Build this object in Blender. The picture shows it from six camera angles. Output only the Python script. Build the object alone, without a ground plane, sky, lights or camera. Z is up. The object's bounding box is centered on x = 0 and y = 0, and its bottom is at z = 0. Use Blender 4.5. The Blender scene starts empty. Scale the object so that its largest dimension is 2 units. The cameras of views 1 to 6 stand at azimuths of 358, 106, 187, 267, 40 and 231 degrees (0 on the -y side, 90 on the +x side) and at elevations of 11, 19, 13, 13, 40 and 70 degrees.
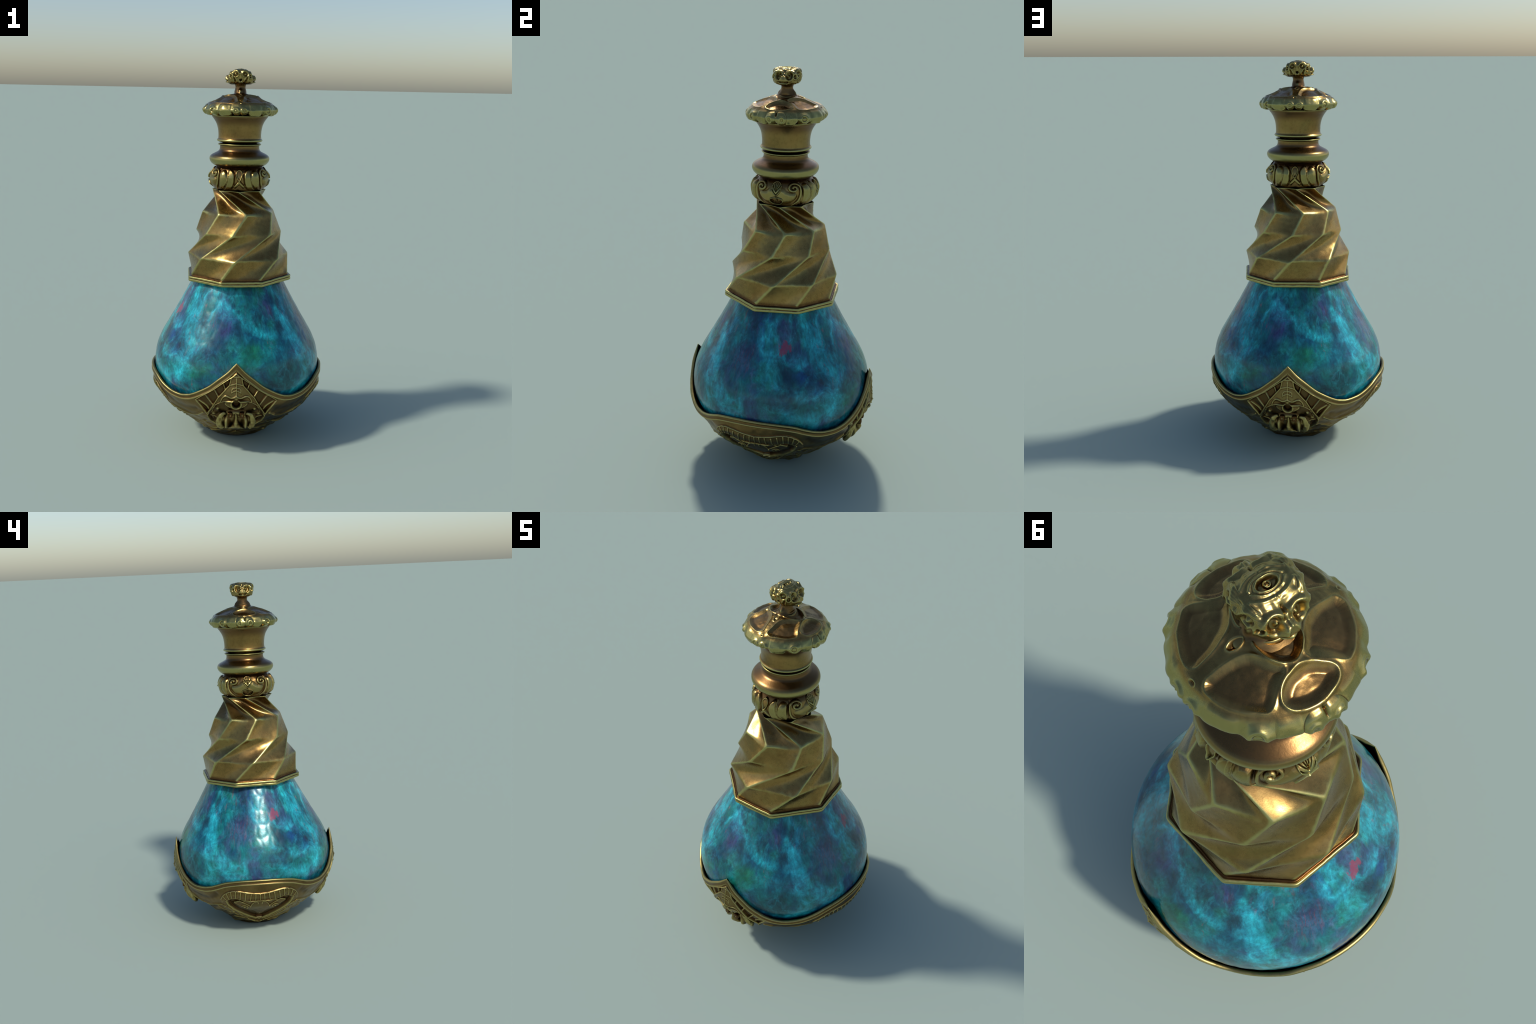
import bpy, math
import numpy as np

rng = np.random.default_rng(7)
TAU = math.tau
D2R = math.pi / 180

# ------------------------------------------------------------------ helpers
def smooth(e0, e1, x):
    t = np.clip((x - e0) / (e1 - e0), 0, 1)
    return t * t * (3 - 2 * t)

def spline(xs, ys, x):
    """Smooth monotone-ish (cubic Hermite) curve through control points."""
    xs, ys = np.asarray(xs, float), np.asarray(ys, float)
    d = np.diff(ys) / np.diff(xs)
    m = np.empty_like(ys)
    m[0], m[-1] = d[0], d[-1]
    same = d[:-1] * d[1:] > 0
    m[1:-1] = np.where(same, 2 * d[:-1] * d[1:] / np.where(same, d[:-1] + d[1:], 1), 0)
    x = np.clip(x, xs[0], xs[-1])
    i = np.clip(np.searchsorted(xs, x) - 1, 0, len(xs) - 2)
    h = xs[i + 1] - xs[i]
    t = (x - xs[i]) / h
    return ((2*t**3 - 3*t**2 + 1) * ys[i] + (t**3 - 2*t**2 + t) * h * m[i]
            + (-2*t**3 + 3*t**2) * ys[i+1] + (t**3 - t**2) * h * m[i+1])

def resample(pts, n, rounds=2):
    """Chaikin-rounded polyline resampled to n points by length."""
    p = np.asarray(pts, float)
    for _ in range(rounds):
        q = np.empty((2 * len(p), p.shape[1]))
        q[0], q[-1] = p[0], p[-1]
        q[1:-1:2] = p[:-1] * .75 + p[1:] * .25
        q[2:-1:2] = p[:-1] * .25 + p[1:] * .75
        p = q
    s = np.r_[0, np.cumsum(np.linalg.norm(np.diff(p, axis=0), axis=1))]
    t = np.linspace(0, s[-1], n)
    return np.stack([np.interp(t, s, p[:, k]) for k in range(p.shape[1])], 1)

def dist_line(x, y, pts, close=False, rounds=1):
    """Distance from (x, y) to a rounded stroke through the points."""
    p = np.asarray(pts, float)
    if close:
        p = np.vstack([p, p[:1]])
    elif rounds and len(p) > 2:
        p = resample(p, 3 * len(p), rounds + 1)
    best = np.full(x.shape, 9.0)
    for a, b in zip(p[:-1], p[1:]):
        dx, dy = b - a
        t = np.clip(((x - a[0]) * dx + (y - a[1]) * dy) / (dx*dx + dy*dy + 1e-15), 0, 1)
        best = np.minimum(best, (x - a[0] - t*dx)**2 + (y - a[1] - t*dy)**2)
    return np.sqrt(best)

def inside(x, y, pts):
    p = np.asarray(pts, float)
    r = np.zeros(x.shape, bool)
    for (ax, ay), (bx, by) in zip(p, np.roll(p, -1, 0)):
        if ay != by:
            r ^= ((ay > y) != (by > y)) & (x < (bx - ax) * (y - ay) / (by - ay) + ax)
    return r

def signed(x, y, pts, rounds=1):
    """Signed distance to a closed, corner-rounded polygon, positive inside."""
    pts = np.asarray(pts, float)
    for _ in range(rounds):
        nxt = np.roll(pts, -1, 0)
        pts = np.stack([pts * .75 + nxt * .25, pts * .25 + nxt * .75], 1).reshape(-1, 2)
    d = dist_line(x, y, pts, close=True)
    return np.where(inside(x, y, pts), d, -d)

def bump(d, w):
    return np.exp(-(d / w) ** 2)

def ridge(d, w):
    """Tented ridge with soft flanks."""
    return np.clip(1 - d / w, 0, 1) ** 1.4

def wrap(a):
    return (a + 180) % 360 - 180

def value_noise(p, seed=0):
    """Smooth 3D value noise in -1..1, p is (..., 3)."""
    tab = np.random.default_rng(100 + seed).uniform(-1, 1, (32, 32, 32))
    i = np.floor(p).astype(int)
    f = p - i
    f = f * f * (3 - 2 * f)
    out = 0
    for a in (0, 1):
        for b in (0, 1):
            for c in (0, 1):
                w = (f[..., 0] if a else 1-f[..., 0]) * (f[..., 1] if b else 1-f[..., 1]) * (f[..., 2] if c else 1-f[..., 2])
                out = out + w * tab[(i[..., 0]+a) % 32, (i[..., 1]+b) % 32, (i[..., 2]+c) % 32]
    return out

def grid_faces(nu, nv, closed_u=True, closed_v=False):
    """Quads of a grid whose vertices are indexed u + v * nu."""
    u = np.arange(nu if closed_u else nu - 1)
    v = np.arange(nv if closed_v else nv - 1)
    U, V = np.meshgrid(u, v)
    U2, V2 = (U + 1) % nu, (V + 1) % nv
    return np.stack([U + V*nu, U2 + V*nu, U2 + V2*nu, U + V2*nu], -1).reshape(-1, 4)

def mesh_from(name, verts, quads, material, tris=None):
    me = bpy.data.meshes.new(name)
    verts = np.ascontiguousarray(verts, np.float32).reshape(-1, 3)
    loops = [np.asarray(quads, np.int32).ravel()]
    sizes = [np.full(len(quads), 4, np.int32)]
    if tris is not None and len(tris):
        loops.append(np.asarray(tris, np.int32).ravel())
        sizes.append(np.full(len(tris), 3, np.int32))
    loops, sizes = np.concatenate(loops), np.concatenate(sizes)
    me.vertices.add(len(verts))
    me.vertices.foreach_set("co", verts.ravel())
    me.loops.add(len(loops))
    me.loops.foreach_set("vertex_index", loops)
    me.polygons.add(len(sizes))
    me.polygons.foreach_set("loop_start", np.r_[0, np.cumsum(sizes)[:-1]].astype(np.int32))
    me.polygons.foreach_set("use_smooth", np.ones(len(sizes), bool))
    me.materials.append(material)
    me.update(calc_edges=True)
    me.validate()
    return me

def add(name, me, parent, kind=None):
    o = bpy.data.objects.new(name, me)
    bpy.context.scene.collection.objects.link(o)
    o.parent = parent
    if kind:
        o["kind"] = kind
    return o

def grid_normals(P, closed_u=True):
    """Vertex normals of a (nv, nu, 3) grid."""
    if closed_u:
        du = np.roll(P, -1, 1) - np.roll(P, 1, 1)
    else:
        du = np.gradient(P, axis=1)
    dv = np.gradient(P, axis=0)
    n = np.cross(du, dv)
    return n / (np.linalg.norm(n, axis=-1, keepdims=True) + 1e-12)

def split_grid(P, labels, names, material, flip=False):
    """Cut one closed grid surface into named pieces that share border vertices
    and keep the normals of the whole. Returns [(name, mesh)], label 0 first."""
    nv, nu = P.shape[:2]
    nrm = grid_normals(P) * (-1 if flip else 1)
    F = grid_faces(nu, nv)
    if flip:
        F = F[:, ::-1]
    lab = labels.ravel()[F]
    face = np.where((lab == lab[:, :1]).all(1), lab[:, 0], 0)
    V, nrm, out = P.reshape(-1, 3), nrm.reshape(-1, 3), []
    for k in [0] + sorted(set(face.tolist()) - {0}):
        f = F[face == k]
        used, inv = np.unique(f, return_inverse=True)
        me = mesh_from(names[k // 10 if k else 0], V[used], inv.reshape(-1, 4), material)
        me.normals_split_custom_set_from_vertices(nrm[used].tolist())
        out.append((names[k // 10 if k else 0], me))
    return out

def quadrant(P):
    return 1 + (P[..., 0] > 0) * 1 + (P[..., 1] > 0) * 2

def lathe(profile, nu):
    a = np.arange(nu) * TAU / nu
    r, z = profile[:, 0][:, None], profile[:, 1][:, None]
    return np.stack([r * np.cos(a), r * np.sin(a), z + 0*a], -1), a

def lathe_mesh(name, pts, n, nu, material, rounds=2):
    P, _ = lathe(resample(pts, n, rounds), nu)
    return mesh_from(name, P, grid_faces(nu, n), material)

# plain turned shape of the cup: height and radius
CUP_Z = [0, .004, .010, .022, .036, .053, .070, .086, .102, .117, .132, .147, .162, .179, .198, .224, .251, .30, .345, .39, .45, .56]
CUP_R = [.150, .157, .164, .178, .198, .217, .236, .255, .275, .294, .314, .334, .354, .374, .395, .414, .433, .459, .468, .469, .469, .462]

# ---------------------------------------------------------------- materials
def nodes_of(name):
    m = bpy.data.materials.new(name)
    m.use_nodes = True
    t = m.node_tree
    return m, t, t.nodes["Principled BSDF"]

def node(t, kind, **props):
    n = t.nodes.new(kind)
    for k, v in props.items():
        if k in n.inputs.keys():
            n.inputs[k].default_value = v
        else:
            setattr(n, k, v)
    return n

def ramp(t, fac, stops, interp="LINEAR"):
    n = t.nodes.new("ShaderNodeValToRGB")
    n.color_ramp.interpolation = interp
    e = n.color_ramp.elements
    while len(e) < len(stops):
        e.new(0.5)
    for el, (pos, col) in zip(e, stops):
        el.position = pos
        el.color = (*col, 1) if len(col) == 3 else col
    t.links.new(fac, n.inputs["Fac"])
    return n.outputs["Color"]

def grey(*pv):
    return [(p, (v, v, v)) for p, v in pv]

def mix(t, fac, a, b, mode="MIX"):
    n = t.nodes.new("ShaderNodeMix")
    n.data_type = "RGBA"
    n.blend_type = mode
    n.clamp_factor = True
    for sock, val in ((n.inputs[0], fac), (n.inputs[6], a), (n.inputs[7], b)):
        if hasattr(val, "is_output"):
            t.links.new(val, sock)
        elif isinstance(val, (int, float)):
            sock.default_value = val
        else:
            sock.default_value = (*val, 1)
    return n.outputs[2]

def math_node(t, op, a, b=None, clamp=False):
    n = t.nodes.new("ShaderNodeMath")
    n.operation = op
    n.use_clamp = clamp
    for sock, val in zip(n.inputs, (a, b)):
        if val is None:
            continue
        if hasattr(val, "is_output"):
            t.links.new(val, sock)
        else:
            sock.default_value = val
    return n.outputs[0]

def noise(t, vec, scale, detail=4, rough=.55, distortion=0.0):
    n = node(t, "ShaderNodeTexNoise", Scale=scale, Detail=detail, Roughness=rough, Distortion=distortion)
    t.links.new(vec, n.inputs["Vector"])
    return n.outputs["Fac"]

def mapped(t, vec, scale=(1, 1, 1), loc=(0, 0, 0)):
    n = t.nodes.new("ShaderNodeMapping")
    n.inputs["Scale"].default_value = scale
    n.inputs["Location"].default_value = loc
    t.links.new(vec, n.inputs["Vector"])
    return n.outputs["Vector"]

def bronze(name, flat=(.305, .186, .060), edge=(.45, .41, .150), hollow=(.11, .050, .017),
           spread=.035, rough=.235, dark_base=0.0, zones=None, deep=(.150, .080, .032)):
    """Worn bronze: brown in the flats, rubbed olive brass on edges, dark copper in hollows.
    zones(t, X, Y, Z, R) may return two masks, (rubbed, coppery), from the position."""
    m, t, b = nodes_of(name)
    co = t.nodes.new("ShaderNodeTexCoord").outputs["Object"]
    geo = t.nodes.new("ShaderNodeNewGeometry")
    p = geo.outputs["Pointiness"]
    cloud = noise(t, co, 9, 5, .6)
    grain = noise(t, co, 70, 4, .65)
    fine = noise(t, co, 260, 3, .6)
    tone = mix(t, ramp(t, cloud, grey((.32, 0), (.70, 1))), tuple(c * .70 for c in flat), tuple(c * 1.22 for c in flat))
    olive = ramp(t, noise(t, mapped(t, co, loc=(3, 1, 2)), 6, 4, .55), grey((.42, 0), (.70, .6)))
    tone = mix(t, olive, tone, (flat[0] * .88, flat[1] * 1.12, flat[2] * 1.15))
    tone = mix(t, ramp(t, grain, grey((.30, .35), (.5, 0))), tone, tuple(c * .45 for c in flat))
    col = tone
    if zones:
        sep = t.nodes.new("ShaderNodeSeparateXYZ")
        t.links.new(co, sep.inputs[0])
        X, Y, Z = sep.outputs
        R = math_node(t, "SQRT", math_node(t, "ADD", math_node(t, "MULTIPLY", X, X), math_node(t, "MULTIPLY", Y, Y)))
        rubbed, copper = zones(t, X, Y, Z, R)
        jitter = math_node(t, "MULTIPLY", math_node(t, "SUBTRACT", cloud, .5), .7)
        if rubbed is not None:
            k = math_node(t, "MULTIPLY", math_node(t, "ADD", rubbed, math_node(t, "MULTIPLY", jitter, rubbed)), .80, clamp=True)
            col = mix(t, k, col, tuple(c * .82 for c in edge))
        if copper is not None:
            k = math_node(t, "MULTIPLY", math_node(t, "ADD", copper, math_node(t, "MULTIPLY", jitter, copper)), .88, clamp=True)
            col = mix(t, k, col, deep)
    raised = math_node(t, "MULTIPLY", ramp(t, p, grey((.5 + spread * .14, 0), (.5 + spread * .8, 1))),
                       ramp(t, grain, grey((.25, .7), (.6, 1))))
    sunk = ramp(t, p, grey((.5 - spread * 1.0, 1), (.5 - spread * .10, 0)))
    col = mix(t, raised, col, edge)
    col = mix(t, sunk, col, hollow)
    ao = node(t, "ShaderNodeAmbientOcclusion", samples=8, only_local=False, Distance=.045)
    recess_dark = ramp(t, ao.outputs["AO"], grey((.22, .85), (.80, dark_base * .15)))  # darker tone in the recesses, driven by the AO node and mixed into the base colour below
    col = mix(t, recess_dark, col, tuple(c * .6 for c in hollow))
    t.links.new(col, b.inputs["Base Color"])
    b.inputs["Metallic"].default_value = 1.0
    r = math_node(t, "ADD", math_node(t, "MULTIPLY", ramp(t, cloud, grey((.3, 0), (.75, 1))), .10), rough)
    r = math_node(t, "ADD", r, math_node(t, "MULTIPLY", ramp(t, fine, grey((.35, 0), (.75, 1))), .05))
    r = math_node(t, "ADD", r, math_node(t, "MULTIPLY", raised, .08))
    r = math_node(t, "ADD", r, math_node(t, "MULTIPLY", recess_dark, .12 + dark_base * .2))
    t.links.new(r, b.inputs["Roughness"])
    bm = node(t, "ShaderNodeBump", Strength=.08, Distance=.004)
    t.links.new(math_node(t, "ADD", math_node(t, "MULTIPLY", grain, .7), math_node(t, "MULTIPLY", fine, .25)), bm.inputs["Height"])
    t.links.new(bm.outputs["Normal"], b.inputs["Normal"])
    return m

def band(t, v, lo0, lo1, hi0, hi1):
    """1 between lo1 and hi0, fading to 0 at lo0 and hi1."""
    up = t.nodes.new("ShaderNodeMapRange")
    up.interpolation_type = "SMOOTHSTEP"
    dn = t.nodes.new("ShaderNodeMapRange")
    dn.interpolation_type = "SMOOTHSTEP"
    for n, a, c, f0, f1 in ((up, lo0, lo1, 0, 1), (dn, hi0, hi1, 1, 0)):
        t.links.new(v, n.inputs[0])
        for q, w in zip((1, 2, 3, 4), (a, c, f0, f1)):
            n.inputs[q].default_value = w
    return math_node(t, "MULTIPLY", up.outputs[0], dn.outputs[0])

def both(t, *masks):
    out = masks[0]
    for k in masks[1:]:
        out = math_node(t, "MAXIMUM", out, k)
    return out

def opal(name):
    """Blue-green fire opal glass whose clouds repeat twice round the flask."""
    m, t, b = nodes_of(name)
    co = t.nodes.new("ShaderNodeTexCoord").outputs["Object"]
    sep = t.nodes.new("ShaderNodeSeparateXYZ")
    t.links.new(co, sep.inputs[0])
    X, Y, Z = sep.outputs
    rad = math_node(t, "SQRT", math_node(t, "ADD", math_node(t, "MULTIPLY", X, X), math_node(t, "MULTIPLY", Y, Y)))
    c = math_node(t, "DIVIDE", X, rad)
    s = math_node(t, "DIVIDE", Y, rad)
    c2 = math_node(t, "SUBTRACT", math_node(t, "MULTIPLY", c, c), math_node(t, "MULTIPLY", s, s))
    s2 = math_node(t, "MULTIPLY", math_node(t, "MULTIPLY", c, s), 2)
    comb = t.nodes.new("ShaderNodeCombineXYZ")
    t.links.new(math_node(t, "MULTIPLY", c2, .22), comb.inputs[0])
    t.links.new(math_node(t, "MULTIPLY", s2, .22), comb.inputs[1])
    t.links.new(Z, comb.inputs[2])
    v = comb.outputs[0]
    # domain warp
    wn = node(t, "ShaderNodeTexNoise", Scale=6.0, Detail=3.0)
    t.links.new(v, wn.inputs["Vector"])
    off = t.nodes.new("ShaderNodeVectorMath"); off.operation = "MULTIPLY_ADD"
    t.links.new(wn.outputs["Color"], off.inputs[0])
    off.inputs[1].default_value = (.09, .09, .12)
    t.links.new(v, off.inputs[2])
    w = off.outputs[0]
    big = noise(t, mapped(t, w, (1, 1, 1.1)), 3.6, 5, .58)
    mid = noise(t, mapped(t, w, (1.0, 1.0, 1.15), (4, 2, 1)), 7.5, 6, .62)
    base = ramp(t, big, [(.30, (.004, .045, .10)), (.42, (.005, .09, .15)), (.50, (.006, .145, .155)),
                         (.60, (.008, .165, .17)), (.72, (.016, .28, .29))])
    blue = ramp(t, noise(t, mapped(t, w, loc=(7, 3, 5)), 4.5, 4, .55), grey((.48, 0), (.66, .85)))
    col = mix(t, blue, base, (.008, .050, .19))
    green = ramp(t, noise(t, mapped(t, w, loc=(1, 9, 2)), 6.5, 4, .55), grey((.50, 0), (.68, .85)))
    col = mix(t, green, col, (.010, .17, .085))
    dark = ramp(t, mid, grey((.34, .9), (.52, 0)))
    col = mix(t, dark, col, (.008, .038, .060))
    purple = ramp(t, noise(t, mapped(t, w, loc=(5, 5, 8)), 5.5, 5, .6), grey((.54, 0), (.72, .75)))
    col = mix(t, purple, col, (.055, .035, .17))
    # bright cyan veins where two cloud layers cross
    rn = math_node(t, "ABSOLUTE", math_node(t, "SUBTRACT", noise(t, mapped(t, w, (1, 1, 1.1), (2, 6, 3)), 2.9, 4, .5), .5))
    vein = math_node(t, "MULTIPLY", ramp(t, rn, grey((0, 1), (.016, .55), (.055, 0))), ramp(t, mid, grey((.38, .1), (.58, 1))))
    wisp = noise(t, mapped(t, w, (1.2, 1.2, 1.1)), 34, 6, .7)
    vein = math_node(t, "MULTIPLY", vein, ramp(t, wisp, grey((.25, .3), (.62, 1))))
    col = mix(t, math_node(t, "MULTIPLY", vein, .95), col, (.035, .50, .60))
    glow = ramp(t, noise(t, mapped(t, w, loc=(8, 1, 4)), 6.5, 6, .62), grey((.52, 0), (.72, .50)))
    glow = math_node(t, "MULTIPLY", glow, ramp(t, wisp, grey((.30, .45), (.60, 1))))
    col = mix(t, glow, col, (.020, .40, .46))
    rn2 = math_node(t, "ABSOLUTE", math_node(t, "SUBTRACT", noise(t, mapped(t, w, (1.2, 1.2, .9), (6, 1, 9)), 9, 5, .6), .5))
    thread = math_node(t, "MULTIPLY", ramp(t, rn2, grey((0, .8), (.02, .3), (.05, 0))), ramp(t, noise(t, mapped(t, w, loc=(2, 8, 6)), 5, 3, .5), grey((.44, 0), (.60, 1))))
    col = mix(t, math_node(t, "MULTIPLY", thread, math_node(t, "MULTIPLY", wisp, .55)), col, (.05, .50, .58))
    # red and lilac flecks, drawn out along the height
    fz = mapped(t, w, (2.6, 2.6, .8), (0, 4, 7))
    redm = math_node(t, "MULTIPLY", ramp(t, noise(t, fz, 17, 5, .65), grey((.56, 0), (.70, .75))),
                     ramp(t, noise(t, mapped(t, w, loc=(3, 7, 1)), 4.5, 2, .5), grey((.52, 0), (.66, .8))))
    col = mix(t, redm, col, (.27, .06, .075))
    lil = math_node(t, "MULTIPLY", ramp(t, noise(t, mapped(t, w, (2.0, 2.0, .8), (9, 4, 2)), 12, 5, .65), grey((.58, 0), (.76, .4))),
                    ramp(t, big, grey((.42, 0), (.58, 1))))
    col = mix(t, lil, col, (.17, .15, .30))
    # the main streaks and clouds, set out in (angle, height) and repeated every half turn
    A = math_node(t, "MULTIPLY", math_node(t, "ARCTAN2", s2, c2), .5)
    A = math_node(t, "WRAP", A, math.pi)
    t.nodes[-1].inputs[2].default_value = 0
    uv = t.nodes.new("ShaderNodeCombineXYZ")
    t.links.new(math_node(t, "MULTIPLY", A, .43), uv.inputs[0])
    t.links.new(Z, uv.inputs[1])
    w2 = node(t, "ShaderNodeTexNoise", Scale=8.0, Detail=6.0, Roughness=.62)
    t.links.new(v, w2.inputs["Vector"])
    sh = t.nodes.new("ShaderNodeVectorMath"); sh.operation = "MULTIPLY_ADD"
    t.links.new(w2.outputs["Color"], sh.inputs[0])
    sh.inputs[1].default_value = (.17, .17, 0)
    t.links.new(uv.outputs[0], sh.inputs[2])
    flatten = t.nodes.new("ShaderNodeVectorMath"); flatten.operation = "MULTIPLY_ADD"
    t.links.new(sh.outputs[0], flatten.inputs[0])
    flatten.inputs[1].default_value = (1, 1, 0)
    flatten.inputs[2].default_value = (-.085, -.085, 0)
    q = flatten.outputs[0]
    def vm(op, a, b=None, out=0):
        n = t.nodes.new("ShaderNodeVectorMath")
        n.operation = op
        for k, val in enumerate((a, b)):
            if val is None:
                continue
            if hasattr(val, "is_output"):
                t.links.new(val, n.inputs[3] if (op == "SCALE" and k == 1) else n.inputs[k])
            else:
                n.inputs[k].default_value = val
        return n.outputs[out]
    def streak(pts):
        P = [(p * D2R * .43, z_, 0.0) for p, z_ in pts]
        best = None
        for a, b_ in zip(P[:-1], P[1:]):
            ba = tuple(j - i for i, j in zip(a, b_))
            pa = vm("SUBTRACT", q, a)
            hh = math_node(t, "MULTIPLY", vm("DOT_PRODUCT", pa, ba, 1), 1 / sum(i * i for i in ba), clamp=True)
            near = vm("SCALE", ba, hh)
            d_ = vm("LENGTH", vm("SUBTRACT", pa, near), None, 1)
            best = d_ if best is None else math_node(t, "MINIMUM", best, d_)
        return best
    broken = math_node(t, "MULTIPLY", ramp(t, wisp, grey((.30, .30), (.60, 1))), ramp(t, mid, grey((.36, .35), (.60, 1))))
    lit = None
    for pts, width in (([(38, .80), (42, .72), (47, .66), (52, .57), (53, .49), (49, .41)], .066),
                       ([(68, .775), (86, .74), (98, .69), (110, .66), (121, .65)], .036),
                       ([(134, .72), (143, .60), (145, .51), (153, .47), (163, .39)], .046),
                       ([(17, .43), (26, .40), (36, .37)], .055)):
        k_ = ramp(t, math_node(t, "DIVIDE", streak(pts), width), grey((0, .85), (.30, .55), (1, 0)))
        lit = k_ if lit is None else math_node(t, "MAXIMUM", lit, k_)
    gloom = None
    for (p_, z_), rad_ in (((128, .79), .07), ((74, .59), .075), ((22, .58), .07), ((118, .52), .05), ((160, .53), .055)):
        d_ = vm("LENGTH", vm("SUBTRACT", q, (p_ * D2R * .43, z_, 0.0)), None, 1)
        k_ = ramp(t, math_node(t, "DIVIDE", d_, rad_), grey((.2, 1), (1, 0)))
        gloom = k_ if gloom is None else math_node(t, "MAXIMUM", gloom, k_)
    col = mix(t, math_node(t, "MULTIPLY", gloom, .72), col, (.004, .040, .085))
    col = mix(t, math_node(t, "MULTIPLY", math_node(t, "MULTIPLY", lit, broken), 1.0), col, (.030, .56, .65))
    haze = ramp(t, math_node(t, "DIVIDE", vm("LENGTH", vm("SUBTRACT", q, (166 * D2R * .43, .66, 0.0)), None, 1), .10), grey((.2, 1), (1, 0)))
    col = mix(t, math_node(t, "MULTIPLY", haze, .6), col, (.055, .045, .17))
    haze2 = ramp(t, math_node(t, "DIVIDE", vm("LENGTH", vm("SUBTRACT", q, (17 * D2R * .43, .775, 0.0)), None, 1), .085), grey((.2, 1), (1, 0)))
    col = mix(t, math_node(t, "MULTIPLY", haze2, ramp(t, wisp, grey((.3, .3), (.6, .75)))), col, (.075, .055, .19))
    streaky = ramp(t, noise(t, mapped(t, v, (3.0, 3.0, .55), (2, 2, 9)), 26, 5, .7), grey((.52, 0), (.62, 1)))
    col = mix(t, math_node(t, "MULTIPLY", math_node(t, "MULTIPLY", haze, streaky), .60), col, (.20, .05, .085))
    patch = noise(t, mapped(t, w, (1.1, 1.1, .9), (11, 3, 6)), 10, 5, .6)
    col = mix(t, 1.0, col, ramp(t, patch, [(.30, (.52, .60, .66)), (.48, (.86, .88, .9)), (.66, (1.18, 1.22, 1.18))]), "MULTIPLY")
    # brush-like mottling
    mott = noise(t, mapped(t, w, (1.4, 1.4, 1.0)), 50, 6, .72)
    col = mix(t, 1.0, col, ramp(t, mott, grey((.28, .58), (.72, 1.42))), "MULTIPLY")
    # one crimson stain on either side at a set place
    def blot(cx, sx, cz, sz):
        a = math_node(t, "DIVIDE", math_node(t, "SUBTRACT", s2, math.sin(2 * cx)), 2 * sx)
        z = math_node(t, "DIVIDE", math_node(t, "SUBTRACT", Z, cz), sz)
        d = math_node(t, "ADD", math_node(t, "MULTIPLY", a, a), math_node(t, "MULTIPLY", z, z))
        d = math_node(t, "ADD", d, math_node(t, "MULTIPLY", math_node(t, "SUBTRACT", noise(t, mapped(t, v, (1.9, 1.9, .8), (0, 4, 7)), 19, 6, .72), .5), 13.0))
        return math_node(t, "MULTIPLY", ramp(t, d, grey((.1, .85), (1.0, 0))), math_node(t, "GREATER_THAN", c2, 0))
    col = mix(t, blot(18 * D2R, .070, .715, .026), col, (.25, .040, .085))
    t.links.new(col, b.inputs["Base Color"])
    b.inputs["Roughness"].default_value = .22
    b.inputs["IOR"].default_value = 1.5
    b.inputs["Coat Weight"].default_value = .10
    b.inputs["Coat Roughness"].default_value = .10
    b.inputs["Specular Tint"].default_value = (.75, 1, 1, 1)
    bm = node(t, "ShaderNodeBump", Strength=.06, Distance=.01)
    t.links.new(noise(t, co, 28, 3, .5), bm.inputs["Height"])
    t.links.new(bm.outputs["Normal"], b.inputs["Normal"])
    return m

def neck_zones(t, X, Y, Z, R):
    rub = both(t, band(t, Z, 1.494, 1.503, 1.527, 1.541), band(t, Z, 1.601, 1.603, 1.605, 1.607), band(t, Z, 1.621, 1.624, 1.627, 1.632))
    cop = both(t, band(t, Z, 1.529, 1.542, 1.580, 1.596), band(t, Z, 1.20, 1.36, 1.490, 1.500), band(t, Z, 1.69, 1.735, 1.8, 1.9))  # band from 1.69 up: lid's shadow painted onto the flare in dark copper
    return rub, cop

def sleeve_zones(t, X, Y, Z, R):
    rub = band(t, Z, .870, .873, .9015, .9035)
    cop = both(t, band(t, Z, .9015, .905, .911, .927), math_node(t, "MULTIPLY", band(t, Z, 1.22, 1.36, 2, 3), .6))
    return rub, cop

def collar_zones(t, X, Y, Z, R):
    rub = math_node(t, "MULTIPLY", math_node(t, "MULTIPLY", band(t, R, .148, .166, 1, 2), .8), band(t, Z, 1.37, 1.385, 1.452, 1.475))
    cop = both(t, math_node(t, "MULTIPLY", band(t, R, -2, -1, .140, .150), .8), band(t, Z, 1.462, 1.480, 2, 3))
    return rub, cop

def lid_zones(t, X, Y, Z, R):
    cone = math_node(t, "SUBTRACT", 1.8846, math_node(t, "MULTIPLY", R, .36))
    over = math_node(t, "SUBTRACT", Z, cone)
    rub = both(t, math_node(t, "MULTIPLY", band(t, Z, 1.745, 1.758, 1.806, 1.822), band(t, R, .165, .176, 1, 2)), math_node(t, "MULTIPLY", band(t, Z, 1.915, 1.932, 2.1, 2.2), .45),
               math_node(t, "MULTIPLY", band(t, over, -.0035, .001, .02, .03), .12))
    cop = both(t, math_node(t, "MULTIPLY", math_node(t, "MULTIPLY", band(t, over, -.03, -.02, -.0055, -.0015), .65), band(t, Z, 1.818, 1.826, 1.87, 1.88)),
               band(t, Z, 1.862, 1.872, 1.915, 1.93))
    return rub, cop

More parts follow.
